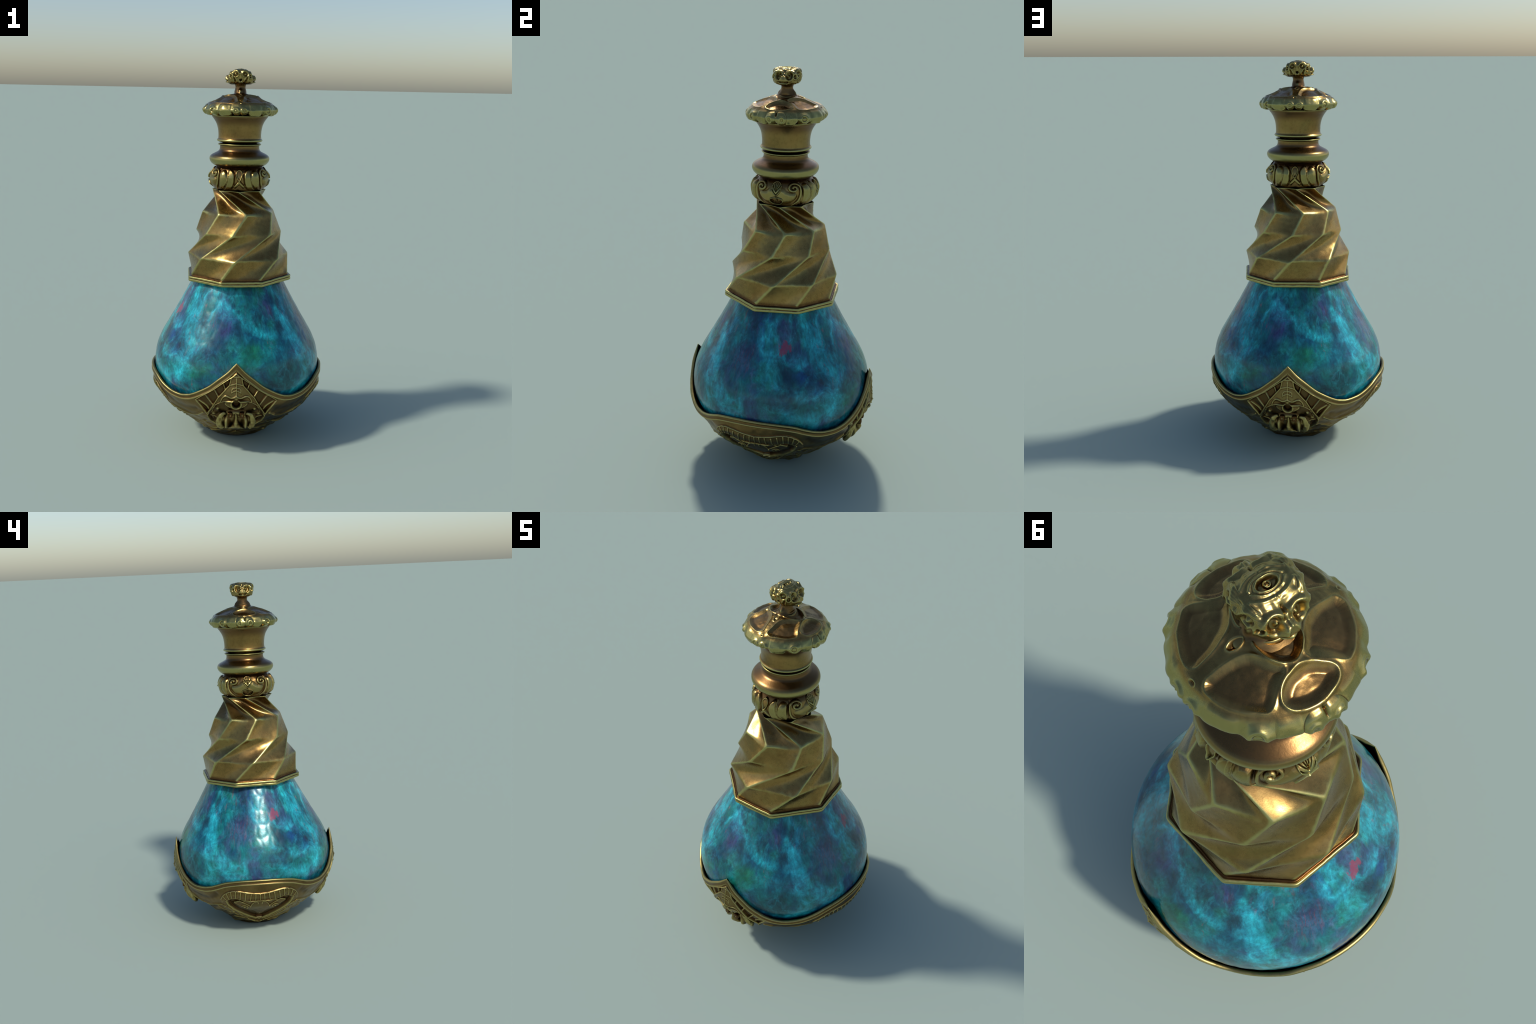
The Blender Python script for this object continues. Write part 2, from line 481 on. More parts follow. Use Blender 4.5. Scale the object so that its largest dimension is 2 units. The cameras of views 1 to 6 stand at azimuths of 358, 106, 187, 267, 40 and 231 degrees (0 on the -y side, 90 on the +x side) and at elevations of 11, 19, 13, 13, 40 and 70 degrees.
BRONZE = bronze("worn_bronze")
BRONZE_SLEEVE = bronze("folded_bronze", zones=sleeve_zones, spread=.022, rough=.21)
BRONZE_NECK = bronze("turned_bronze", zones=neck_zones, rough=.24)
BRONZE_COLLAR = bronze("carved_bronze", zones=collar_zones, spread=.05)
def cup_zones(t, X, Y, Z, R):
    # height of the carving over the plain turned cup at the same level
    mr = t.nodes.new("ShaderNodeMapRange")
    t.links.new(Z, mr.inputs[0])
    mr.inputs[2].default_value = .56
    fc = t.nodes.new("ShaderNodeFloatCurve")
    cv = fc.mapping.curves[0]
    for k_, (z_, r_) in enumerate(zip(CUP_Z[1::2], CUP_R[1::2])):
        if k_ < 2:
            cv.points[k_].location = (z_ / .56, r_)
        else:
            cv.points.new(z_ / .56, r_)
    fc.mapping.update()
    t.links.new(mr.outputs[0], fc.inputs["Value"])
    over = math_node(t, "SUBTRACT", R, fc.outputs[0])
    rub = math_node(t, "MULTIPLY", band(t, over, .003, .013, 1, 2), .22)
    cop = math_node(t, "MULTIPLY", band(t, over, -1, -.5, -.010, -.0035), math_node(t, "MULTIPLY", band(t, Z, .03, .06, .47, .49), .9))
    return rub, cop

BRONZE_CUP = bronze("dark_brown_bronze", flat=(.225, .142, .052), edge=(.47, .39, .145), rough=.27, dark_base=.3, spread=.030, zones=cup_zones, deep=(.085, .052, .022))
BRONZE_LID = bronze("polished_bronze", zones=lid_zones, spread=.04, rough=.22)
OPAL = opal("opal_glass")

# ------------------------------------------------------------------- object
bottle = bpy.data.objects.new("potion_bottle", None)
bpy.context.scene.collection.objects.link(bottle)
bottle["label"] = "ornate potion bottle of blue opal glass in carved bronze mounts"
bottle["category"] = "bottle"

# ------------------------------------------------------------- opal flask
def flask():
    prof = resample([(.20, .93), (.235, .885), (.262, .838), (.302, .762), (.338, .697), (.374, .634), (.410, .573),
                     (.428, .536), (.443, .496), (.452, .450), (.4555, .408), (.453, .370), (.441, .325),
                     (.420, .278), (.385, .225), (.33, .17), (.24, .115), (.10, .09), (.001, .088)], 220, 2)
    nu = 480
    P, a = lathe(prof, nu)
    N = grid_normals(P)
    # hand-ground facets: shallow dimples round scattered centres
    ang, hgt = [], []
    for z in np.arange(.30, .90, .068):
        r = float(np.interp(-z, -prof[:120, 1], prof[:120, 0]))
        k = int(TAU * r / .050)
        o = rng.uniform(0, 1)
        for i in range(k):
            ang.append((i + o + rng.uniform(-.32, .32)) / k * TAU)
            hgt.append(z + rng.uniform(-.022, .022))
    ang, hgt = np.array(ang), np.array(hgt)
    cr = np.interp(-hgt, -prof[:120, 1], prof[:120, 0])
    C = np.stack([cr * np.cos(ang), cr * np.sin(ang), hgt * .62], -1)
    Q = P.reshape(-1, 3) * (1, 1, .62)
    d1 = np.full(len(Q), 9.0)
    d2 = np.full(len(Q), 9.0)
    for c in C:
        d = ((Q - c) ** 2).sum(1)
        d2 = np.minimum(np.maximum(d, d1), d2)
        d1 = np.minimum(d, d1)
    e = (np.sqrt(d2) - np.sqrt(d1)).reshape(P.shape[:2])
    h = -.0007 * smooth(0, .030, e)
    keep = smooth(.24, .30, P[..., 2])
    P = P + N * (h * keep)[..., None]
    return mesh_from("glass_flask", P, grid_faces(nu, len(prof)), OPAL)

add("glass_flask", flask(), bottle)

# ------------------------------------------------------- twisted sleeve
def sleeve():
    rings = [  # height, radius, corner angles (twist first one way, then back)
        (1.362, .1475, [3, 46, 90, 129.5, 172.5, 222, 266.5, 316.5]),
        (1.244, .2005, [62, 104, 149, 191.5, 238, 283, 332.5, 377.5]),
        (1.134, .2350, [46, 89, 129.5, 173.5, 222, 262, 317, 360.5]),
        (1.010, .2765, [6, 46.5, 88.5, 132, 181, 224, 267, 320]),
        (.914, .2790, [-12, 30, 71, 119.5, 160.5, 206.5, 252.5, 295.5]),
    ]
    m = 36
    C = [np.array([[r * math.cos(a * D2R), r * math.sin(a * D2R), z] for a in A]) for z, r, A in rings]
    rows = []
    u = np.linspace(0, 1, m, endpoint=False)[:, None]
    for lo, hi in zip(C[:-1], C[1:]):
        for v in np.linspace(0, 1, m, endpoint=False):
            e = lo * (1 - v) + hi * v
            f = np.roll(e, -1, 0)
            rows.append(np.concatenate([e[k] * (1 - u) + f[k] * u for k in range(8)]))
    e = C[-1]
    last = np.concatenate([e[k] * (1 - u) + np.roll(e, -1, 0)[k] * u for k in range(8)])
    P = np.array(rows + [last])
    # the pleats under the collar are pinched in between the ridges
    vv = np.clip(np.arange(len(P)) / m, 0, 1)[:, None]
    uu = np.tile(np.linspace(0, 1, m, endpoint=False), 8)[None]
    pinch = 1 - .17 * np.sin(np.pi * vv) ** .8 * np.sin(np.pi * uu) ** 1.3 - .05 * (1 - vv) ** 2 * np.sin(np.pi * uu)
    P[..., 0] *= pinch
    P[..., 1] *= pinch
    # round the creases a little
    for _ in range(2):
        S = P.copy()
        S[1:-1] = (P[1:-1] * 2 + P[:-2] + P[2:]) / 4
        S = (S * 2 + np.roll(S, 1, 1) + np.roll(S, -1, 1)) / 4
        P = S
    # the cross edges die out away from each ridge
    w = np.tile(smooth(.12, .62, np.linspace(0, 1, m, endpoint=False)), 8)[None, :, None]
    ringness = np.zeros(len(P))
    for k_, amp in ((1, 1.0), (2, 1.0), (3, .55)):
        ringness = np.maximum(ringness, amp * bump(np.arange(len(P)) - k_ * m, 9))
    w = w * ringness[:, None, None]
    for _ in range(14):
        S = P.copy()
        S[1:-1] = (P[1:-1] * 2 + P[:-2] + P[2:]) / 4
        P = P * (1 - w) + S * w
    # hammered unevenness
    N = grid_normals(P)
    P = P + N * (.0006 * value_noise(P * 20, 1) + .0004 * value_noise(P * 55, 2))[..., None]
    # foot flange, following the octagon of the lowest ring
    unit = P[-1, :, :2] / .279
    def ring(r, z):
        return np.concatenate([unit * r, np.full((len(unit), 1), z)], 1)
    flange = [(.2795, .908), (.2805, .9045), (.284, .902), (.289, .9035), (.2935, .903), (.2960, .899), (.2960, .8945),
              (.2940, .892), (.2940, .8895), (.2965, .887), (.2965, .8795), (.294, .8755), (.283, .873), (.262, .873), (.24, .886)]
    fl = resample(flange, 44, 2)
    top = [(.05, 1.352), (.12, 1.354), (.138, 1.357), (.1445, 1.361)]
    t0 = P[0, :, :2] / .1475
    head = [np.concatenate([t0 * r, np.full((len(t0), 1), z)], 1) for r, z in top]
    A = np.array(head + list(P))
    A = A[:, ::-1]
    F = np.array([P[-1]] + [ring(r, z) for r, z in fl])[:, ::-1]
    F = F + (.0011 * value_noise(F * 30, 23) + .0006 * value_noise(F * 75, 24))[..., None] * np.array((1, 1, .8))
    n = P.shape[1]
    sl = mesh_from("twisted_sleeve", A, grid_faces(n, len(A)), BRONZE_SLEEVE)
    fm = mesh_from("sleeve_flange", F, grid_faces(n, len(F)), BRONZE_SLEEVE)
    return sl, fm

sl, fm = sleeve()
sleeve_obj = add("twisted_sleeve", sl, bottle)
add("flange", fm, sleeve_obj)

# ---------------------------------------------------------- neck turnings
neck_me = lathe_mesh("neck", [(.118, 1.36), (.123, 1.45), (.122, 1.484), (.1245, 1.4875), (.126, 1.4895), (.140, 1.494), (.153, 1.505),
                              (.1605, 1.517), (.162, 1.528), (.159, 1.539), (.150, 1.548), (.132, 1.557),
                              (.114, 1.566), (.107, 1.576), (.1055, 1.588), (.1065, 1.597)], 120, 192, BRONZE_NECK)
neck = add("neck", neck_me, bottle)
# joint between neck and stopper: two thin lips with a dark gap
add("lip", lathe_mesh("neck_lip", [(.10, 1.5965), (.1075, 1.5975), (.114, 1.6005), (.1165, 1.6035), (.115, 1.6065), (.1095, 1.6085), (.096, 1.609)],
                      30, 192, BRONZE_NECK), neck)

# ------------------------------------------------------- carved collar
def collar():
    nu, nv = 1152, 150
    prof = resample([(.120, 1.4865), (.125, 1.482), (.133, 1.474), (.1415, 1.462), (.1475, 1.446), (.1495, 1.430),
                     (.1475, 1.408), (.143, 1.390), (.138, 1.376), (.132, 1.366), (.118, 1.358)], nv, 2)
    P, a = lathe(prof, nu)
    N = -grid_normals(P)
    N[..., 2] *= .5
    th = np.degrees(a)[None, :] + np.zeros((nv, 1))
    z = P[..., 2]
    # one design for each quarter, mirrored: f = angle away from the +-x faces
    f = np.abs(wrap(2 * th) / 2)
    f = np.where(f > 90, 180 - f, f)
    k = .157 * D2R
    x = f * k                       # metres along the surface
    g = 90 - f                      # angle away from the +-y faces
    h = np.zeros_like(z)
    S = lambda pts: [(p * k, q) for p, q in pts]
    # the four big plain lobes between the faces
    lobe = signed(x, z, S([(46, 1.372), (44, 1.40), (47, 1.43), (47, 1.462), (52, 1.474), (60, 1.474), (66.5, 1.455), (67.5, 1.43), (65, 1.40), (55, 1.375)]))
    h += .0135 * smooth(-.004, .012, lobe) + .004 * smooth(.004, .03, lobe)
    h += .0055 * ridge(dist_line(x, z, S([(66.3, 1.478), (67.5, 1.441), (64, 1.405), (52.5, 1.374)])), .0075)
    # upright petals either side of the +-y faces
    pet = signed(x, z, S([(67, 1.480), (75, 1.477), (81.5, 1.458), (82, 1.433), (80, 1.398), (73, 1.368), (54, 1.368), (64, 1.402), (67.5, 1.441)]))
    h += .0165 * smooth(-.003, .010, pet) + .002 * ridge(np.abs(z - 1.436), .03) * smooth(0, .01, pet)
    # lens and cross on the +-y faces
    lens = signed(x, z, S([(90, 1.476), (84.5, 1.467), (83.2, 1.450), (87.5, 1.427), (90, 1.420), (92.5, 1.427), (96.8, 1.45), (95.5, 1.467)]))
    h += .012 * smooth(-.005, .002, lens) - .006 * smooth(.0015, .0065, lens)
    h += .0125 * smooth(.013, .002, dist_line(x, z, S([(90, 1.427), (90, 1.412), (81.5, 1.390)]), rounds=0)) * smooth(.004, -.002, lens)
    h -= .003 * smooth(.001, .006, signed(x, z, S([(90, 1.404), (83, 1.393), (81, 1.366), (99, 1.366), (97, 1.393)])))
    # scrolls: a stalk rising from the foot and curling inwards
    t = np.linspace(0, 1, 26)
    rr = .0225 * (1 - .84 * t)
    ph = math.pi * .05 + t * 2 * math.pi * 1.42
    cx, cz = 31.5 * k, 1.4545
    curl = np.stack([cx + rr * 1.52 * np.cos(ph), cz + rr * np.sin(ph)], 1)
    stalk = np.array(S([(30, 1.366), (36, 1.381), (41.5, 1.402), (44, 1.425), (44.2, 1.445)]))
    path = np.vstack([resample(stalk, 10, 2), curl])
    d = dist_line(x, z, path, rounds=0)
    h = np.maximum(h, .002) + .0105 * np.clip(1 - (d / .0062) ** 2, 0, 1) ** .6
    inner = signed(x, z, S([(-6, 1.462), (12, 1.458), (20, 1.436), (34, 1.434), (38, 1.42), (34, 1.402), (25, 1.384), (14, 1.378), (-6, 1.378)]))
    h += .0075 * smooth(-.004, .020, inner) + .002 * smooth(-.003, .005, inner)
    h -= .004 * bump(dist_line(x, z, S([(46.5, 1.366), (48, 1.40), (48, 1.45), (44, 1.474)])), .0035)
    # palmette leaf
    leaf = signed(x, z, S([(-.5, 1.4835), (5, 1.480), (9, 1.470), (9.8, 1.456), (6.5, 1.436), (0, 1.4195), (-4, 1.43), (-4, 1.48)]))
    h += .0050 * smooth(-.0015, .002, leaf) + .0028 * bump(leaf - .001, .0017)
    for p, q in (((0, 1.474), (0, 1.440)), ((8.2, 1.468), (0.3, 1.441)), ((7.6, 1.449), (0, 1.4265)), ((4.2, 1.474), (.3, 1.446))):
        h -= .0056 * bump(dist_line(x, z, S([p, q]), rounds=0), .0013) * smooth(0, .002, leaf)
    # small open mouth with three teeth
    mouth = signed(x, z, S([(-3, 1.4145), (0, 1.4155), (13, 1.403), (8.5, 1.377), (0, 1.375), (-3, 1.375)]))
    h += .0045 * bump(mouth, .0028) + .003 * smooth(-.004, 0, mouth) - .016 * smooth(.0005, .004, mouth)
    h += .0115 * bump(dist_line(x, z, S([(0, 1.411), (0, 1.396)])), .0028)
    h += .0105 * bump(np.hypot(x - 5.2 * k, z - 1.386), .0034)
    fade = smooth(1.358, 1.396, z) * (1 - smooth(1.4835, 1.4865, z))
    P = P + N * (h * fade)[..., None]
    P = P + N * (.0006 * value_noise(P * 60, 3))[..., None]
    qd = quadrant(P)
    lab = np.zeros(z.shape, int)
    mid = (z > 1.362) & (z < 1.482)
    lab[mid & (lobe > 0)] = 10
    lab[mid & (pet > 0)] = 20
    lab[mid & (leaf > 0)] = 30
    lab[mid & (lens > 0)] = 40
    lab = np.where(lab == 0, 0, lab + np.where(lab == 30, 1 + (P[..., 0] > 0), np.where(lab == 40, 1 + (P[..., 1] > 0), qd)))
    return split_grid(P, lab, ["carved_collar", "lobe", "petal", "palmette", "lozenge"], BRONZE_COLLAR, flip=True)

pieces = collar()
collar_obj = add("carved_collar", pieces[0][1], bottle)
for label, me in pieces[1:]:
    add(label, me, collar_obj)

# ------------------------------------------------------------- stopper
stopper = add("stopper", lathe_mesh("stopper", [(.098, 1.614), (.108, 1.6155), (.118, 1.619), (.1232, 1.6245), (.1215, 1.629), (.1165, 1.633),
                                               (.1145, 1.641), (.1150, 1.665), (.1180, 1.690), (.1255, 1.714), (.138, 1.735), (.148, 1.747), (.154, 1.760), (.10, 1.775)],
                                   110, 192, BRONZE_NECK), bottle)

def lid():
    nu, nv = 1152, 330
    prof = resample([(.120, 1.768), (.148, 1.760), (.163, 1.7570), (.174, 1.7575), (.1820, 1.765), (.1895, 1.7755), (.1935, 1.786), (.1865, 1.798),
                     (.176, 1.812), (.166, 1.8235), (.150, 1.8315), (.100, 1.8525), (.070, 1.8625), (.046, 1.868), (.030, 1.8695)], nv, 2)
    P, a = lathe(prof, nu)
    N = grid_normals(P)
    th = np.degrees(a)[None, :] + np.zeros((nv, 1))
    z, r = P[..., 2], np.hypot(P[..., 0], P[..., 1])
    q = np.abs(wrap(2 * th) / 2)
    q = np.where(q > 90, 180 - q, q)        # 0 on the +-x faces, 90 on the +-y faces
    # -- top: sunken panels between ridges, in plan coordinates
    X, Y = r * np.cos(q * D2R), r * np.sin(q * D2R)
    X = X + .0035 * value_noise(P * 26, 21)
    Y = Y + .0035 * value_noise(P * 26, 22)
    pol = lambda pts: [(s * math.cos(b * D2R), s * math.sin(b * D2R)) for s, b in pts]
    top = smooth(1.816, 1.826, z)
    h = np.zeros_like(z)
    def sink(shape, depth, lip, soft, w, rounds=2, grow=.0):
        s = signed(X, Y, shape, rounds) + grow
        return -depth * smooth(-.003, soft, s) + lip * bump(s + .0015, w)
    panel = pol([(.155, 34), (.126, 30), (.106, 24.5), (.0915, 15), (.077, 35), (.072, 60), (.091, 75), (.130, 81.5), (.150, 83), (.161, 75), (.1625, 54), (.159, 40)])
    h += sink(panel, .0072, .0016, .019, .0042, 2, .0040)
    oval = pol([(.099, 0), (.103, 10), (.114, 19), (.132, 24), (.149, 24), (.161, 18), (.166, 8), (.167, 0), (.166, -8), (.161, -18), (.114, -19), (.103, -10)])
    h += sink(oval, .0100, .0024, .022, .0042, 2, .0015)
    h += sink(pol([(.050, 66), (.060, 45), (.070, 30), (.083, 13), (.0895, 0), (.083, -13), (.070, -30), (.050, -66), (.03, -70), (.02, 0), (.03, 70)]), .012, .0028, .013, .004)
    h += sink(pol([(.052, 90), (.060, 83.5), (.072, 83), (.084, 87), (.087, 90), (.084, 93), (.072, 97), (.060, 96.5)]), .009, .0015, .008, .003)
    h += sink(pol([(.165, 90), (.168, 88), (.173, 88), (.1765, 90), (.173, 92), (.168, 92)]), .007, .0012, .005, .003)
    h += .0035 * bump(np.hypot((X - .0945) * 1.4, Y * .45), .011)
    h *= top * smooth(.040, .052, r)
    # -- rim: eyes, paired rings, swags
    k = .190 * D2R
    u = q * k
    v = z
    rim = 1 - smooth(1.808, 1.822, z)
    g = np.zeros_like(z)
    def ring_boss(ang, zc, ro, ri, out, hole, sx=1.0):
        d = np.hypot((u - ang * k) / sx, v - zc)
        return out * smooth(ro + .008, ro - .009, d) + out * .38 * bump(d - ri * 1.6, ri * .42) - hole * smooth(ri * 1.25, ri * .45, d)
    # swags
    for c0, c1, zt in ((51.5, 76.0, 1.758), (14.0, 31.5, 1.757)):
        mid, half = (c0 + c1) / 2, (c1 - c0) / 2
        d = np.clip(1 - ((q - mid) / half) ** 2, 0, 1)
        g += .0028 * np.sqrt(d) * smooth(0, .5, d) + .0022 * bump(z - 1.7625, .0035) * smooth(0, .3, d) - .002 * bump(np.hypot((q - mid) * k, z - 1.785), .016)
    g -= .0055 * bump((q - 13.0) * k, .003) * (1 - smooth(1.78, 1.80, z))
    e = ring_boss(40.8, 1.785, .0235, .0095, .0040, .0115, 1.15)
    g = np.maximum(g, e) + np.minimum(e, 0)
    e = ring_boss(83.2, 1.7835, .0165, .0090, .0030, .0050, 1.12)
    g = np.maximum(g, e) + np.minimum(e, 0)
    g += .004 * bump(np.hypot(u - 83.2 * k, v - 1.7835), .0036)
    # paired balls with small rings on the +-x faces
    d = np.hypot(u - 6.2 * k, (v - 1.787) * .95)
    g = np.maximum(g, .0075 * np.clip(1 - (d / .030) ** 2, 0, 1) ** .6)
    g -= .0045 * bump(u, .0045) * smooth(1.79, 1.80, z)
    e = ring_boss(8.6, 1.782, .0125, .0080, .0030, .0055)
    g = g + e
    h += g * rim * smooth(1.757, 1.766, z)
    boss = np.zeros(z.shape, int)
    on_rim = (z > 1.759) & (z < 1.815)
    boss[on_rim & (np.hypot((u - 40.8 * k) / 1.15, v - 1.785) < .0250)] = 10
    boss[on_rim & (np.hypot((u - 83.2 * k) / 1.12, v - 1.7835) < .0175)] = 20
    boss[on_rim & (np.hypot(u - 6.2 * k, (v - 1.787) * .95) < .0265)] = 30
    boss = np.where(boss == 0, 0, boss + np.where(boss == 30, 1 + (P[..., 0] > 0), quadrant(P)))
    P = P + N * h[..., None]
    # scalloped lower edge
    low = 1.7565 + .007 * bump(wrap(q) - 0, 3.0) + .010 * bump(q - 31.5, 3.0) + .010 * bump(q - 50.5, 3.0) + .012 * bump(q - 76.5, 2.6) + .011 * bump(q - 90, 2.6) + .006 * bump(q - 83.2, 6) \
        + .003 * bump(q - 13, 2.0) + .002 * bump(q - 40.8, 6)
    zz = P[..., 2]
    P[..., 2] = np.where(zz < 1.783, 1.783 - (1.783 - zz) * (1.783 - low) / (1.783 - 1.7575), zz)
    P = P + N * (.0032 * value_noise(P * 34, 4) * (1 - smooth(1.80, 1.83, P[..., 2]) * .6) + .0004 * value_noise(P * 90, 5))[..., None]
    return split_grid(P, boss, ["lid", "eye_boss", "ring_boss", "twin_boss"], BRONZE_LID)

pieces = lid()
lid_obj = add("lid", pieces[0][1], stopper)
for label, me in pieces[1:]:
    add(label, me, lid_obj)

# ------------------------------------------------------------- finial
def stem():
    nu, nv = 160, 90
    prof = resample([(.060, 1.8535), (.052, 1.8595), (.0450, 1.866), (.0370, 1.875), (.0310, 1.889), (.0275, 1.9015), (.0275, 1.909), (.032, 1.919), (.039, 1.930), (.040, 1.945)], nv, 2)
    P, a = lathe(prof, nu)
    th = np.degrees(a)[None, :]
    z = P[..., 2]
    g = np.abs(wrap(2 * th - 180) / 2)       # 0 on the +-y sides
    dr = .007 * bump(g, 17) * bump(z - 1.884, .012) - .003 * bump(g, 16) * bump(z - 1.8665, .004)
    dr = dr + .013 * bump(g, 30) * bump(z - 1.859, .009)
    dr = dr - .004 * bump(90 - g, 35) * bump(z - 1.871, .006)
    s = 1 + dr / np.hypot(P[..., 0], P[..., 1])
    low = smooth(1.90, 1.87, z)
    P[..., 0] *= s * (1 - .08 * low)
    P[..., 1] *= s * (1 + .08 * low)
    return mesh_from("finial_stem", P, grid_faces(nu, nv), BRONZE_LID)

def head():
    """Knob with a beaked mask on the +-x sides, a goggle-eyed one on the +-y
    sides and a single eye on top, as one star-shaped surface."""
    nu, nv = 560, 340
    a = np.arange(nu) * TAU / nu
    px = resample([(.0005, 1.916), (.036, 1.916), (.056, 1.918), (.0665, 1.926), (.0690, 1.944), (.0615, 1.960), (.0525, 1.974), (.035, 1.9935), (.0005, 1.9965)], nv, 2)
    py = resample([(.0005, 1.922), (.034, 1.923), (.050, 1.928), (.0585, 1.940), (.0605, 1.955), (.0605, 1.972), (.0585, 1.986), (.048, 1.9960), (.0005, 1.9975)], nv, 2)
    n = 2.9
    ca, sa = np.abs(np.cos(a))[None], np.abs(np.sin(a))[None]
    R = ((ca / px[:, :1]) ** n + (sa / py[:, :1]) ** n) ** (-1 / n)
    wx = ca ** 2
    P = np.stack([R * np.cos(a), R * np.sin(a), px[:, 1:] * wx + py[:, 1:] * (1 - wx) - 1.9625], -1)
    d = grid_normals(P)
    d[0], d[-1] = (0, 0, -1), (0, 0, 1)
    x, y, z = np.abs(P[..., 0]), np.abs(P[..., 1]), P[..., 2]
    h = np.zeros_like(z)
    top_z = d[..., 2]
    fx = smooth(.036, .048, x) * smooth(.05, .35, d[..., 0] * np.sign(P[..., 0]) ) # on the +-x faces
    fy = smooth(.036, .046, y) * (1 - smooth(.046, .056, x)) * smooth(.05, .35, d[..., 1] * np.sign(P[..., 1]))
    up = smooth(.45, .75, d[..., 2])
    # --- +-x masks
    hx_ = np.zeros_like(z)
    sock = np.hypot((y - .0255) / 1.0, (z - .000) / 1.2)
    hx_ -= .0095 * smooth(.0160, .008, sock)
    hx_ += .0022 * bump(sock - .0175, .004)
    hx_ += .008 * bump(np.hypot(y - .020, z - .003), .0055)
    hx_ += .013 * smooth(.026, .010, np.hypot(y, (z + .017) * 1.25))       # snout
    hx_ -= .007 * bump(dist_line(y, z, [(0, -.026), (.018, -.027)], rounds=0), .0035)
    hx_ += .006 * bump(dist_line(y, z, [(0, -.031), (.015, -.032)], rounds=0), .0035)
    hx_ += .007 * bump(dist_line(y, z, [(.008, .014), (.020, .020), (.036, .019), (.046, .010)]), .0065)
    hx_ += .004 * bump(dist_line(y, z, [(0, .012), (0, -.004)]), .0035)
    hx_ -= .004 * bump(dist_line(y, z, [(0, .034), (0, .014)]), .004)
    hx_ -= .004 * smooth(.010, .034, z)
    h += fx * hx_
    # --- +-y masks
    hy_ = np.zeros_like(z)
    gog = np.hypot(x - .0255, (z - .008) * 1.05)
    hy_ += .0024 * bump(gog - .0155, .0038) - .0048 * smooth(.0140, .009, gog) + .0075 * bump(gog, .0068)
    hy_ += .005 * bump(dist_line(x, z, [(.006, .010), (.014, .024), (.030, .030), (.044, .022)]), .006)
    hy_ += .006 * bump(dist_line(x, z, [(0, .010), (0, -.012)]), .006)
    hy_ -= .011 * smooth(.0085, .004, np.hypot(x, (z + .021) * 1.2))
    hy_ += .006 * bump(dist_line(x, z, [(0, -.031), (.007, -.031)], rounds=0), .0042)
    hy_ += .0035 * bump(dist_line(x, z, [(.030, -.010), (.022, -.020), (.018, -.030)]), .004)
    hy_ += .0035 * bump(dist_line(x, z, [(.044, -.002), (.038, -.020), (.036, -.032)]), .004)
    hy_ -= .004 * bump(dist_line(x, z, [(.034, -.012), (.029, -.030)]), .004)
    h += fy * hy_
    # --- corner curls: small almond eye on each vertical edge
    cd = np.hypot((np.abs(np.degrees(np.arctan2(y, x)) - 45) * .0012), z + .004)
    corner = smooth(.030, .040, x) * smooth(.030, .040, y)
    h += corner * (.003 * bump(cd - .010, .004) - .005 * smooth(.009, .004, cd) + .004 * bump(cd, .0032))
    # --- eye on top, almond along y
    al = np.hypot(x / .0125, y / .0215)
    ht = -.0065 * smooth(1.0, .75, al) + .0035 * bump(al - 1.12, .14)
    pr = np.hypot(x, y)
    ht += .0060 * smooth(.0092, .0066, pr) - .0028 * smooth(.0052, .0034, pr) + .0026 * bump(pr, .0018)
    ht += .0025 * bump(dist_line(x, y, [(.019, 0), (.017, .020), (.004, .034)]), .003)
    ht += .0022 * bump(dist_line(x, y, [(.028, .004), (.026, .026), (.014, .044)]), .0035)
    h += up * ht
    h += .0014 * value_noise(P * 62, 6) * (1 - up * .5) + .0012 * value_noise(P * 110, 7) * up
    P = P + d * h[..., None]
    P[..., 2] = np.minimum(P[..., 2], .0375 + .12 * (P[..., 2] - .0375)) + 1.9625
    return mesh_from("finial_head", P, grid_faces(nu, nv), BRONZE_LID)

finial = add("finial", stem(), stopper)
add("mask_knob", head(), finial)

# ---------------------------------------------------------- footed cup
RIM_A = [0, 2, 5.5, 12, 17.5, 23, 28.7, 33, 40, 47, 54, 60, 67, 75, 82, 90]
RIM_H = [.5235, .508, .479, .434, .397, .369, .344, .330, .3205, .324, .337, .355, .3745, .385, .3895, .391]

def rim_height(g):
    """Height of the rim at angle g (degrees) away from the +-y tips."""
    return spline(RIM_A, RIM_H, g)

def off_y(th):
    g = np.abs(wrap(2 * th - 180) / 2)
    return g

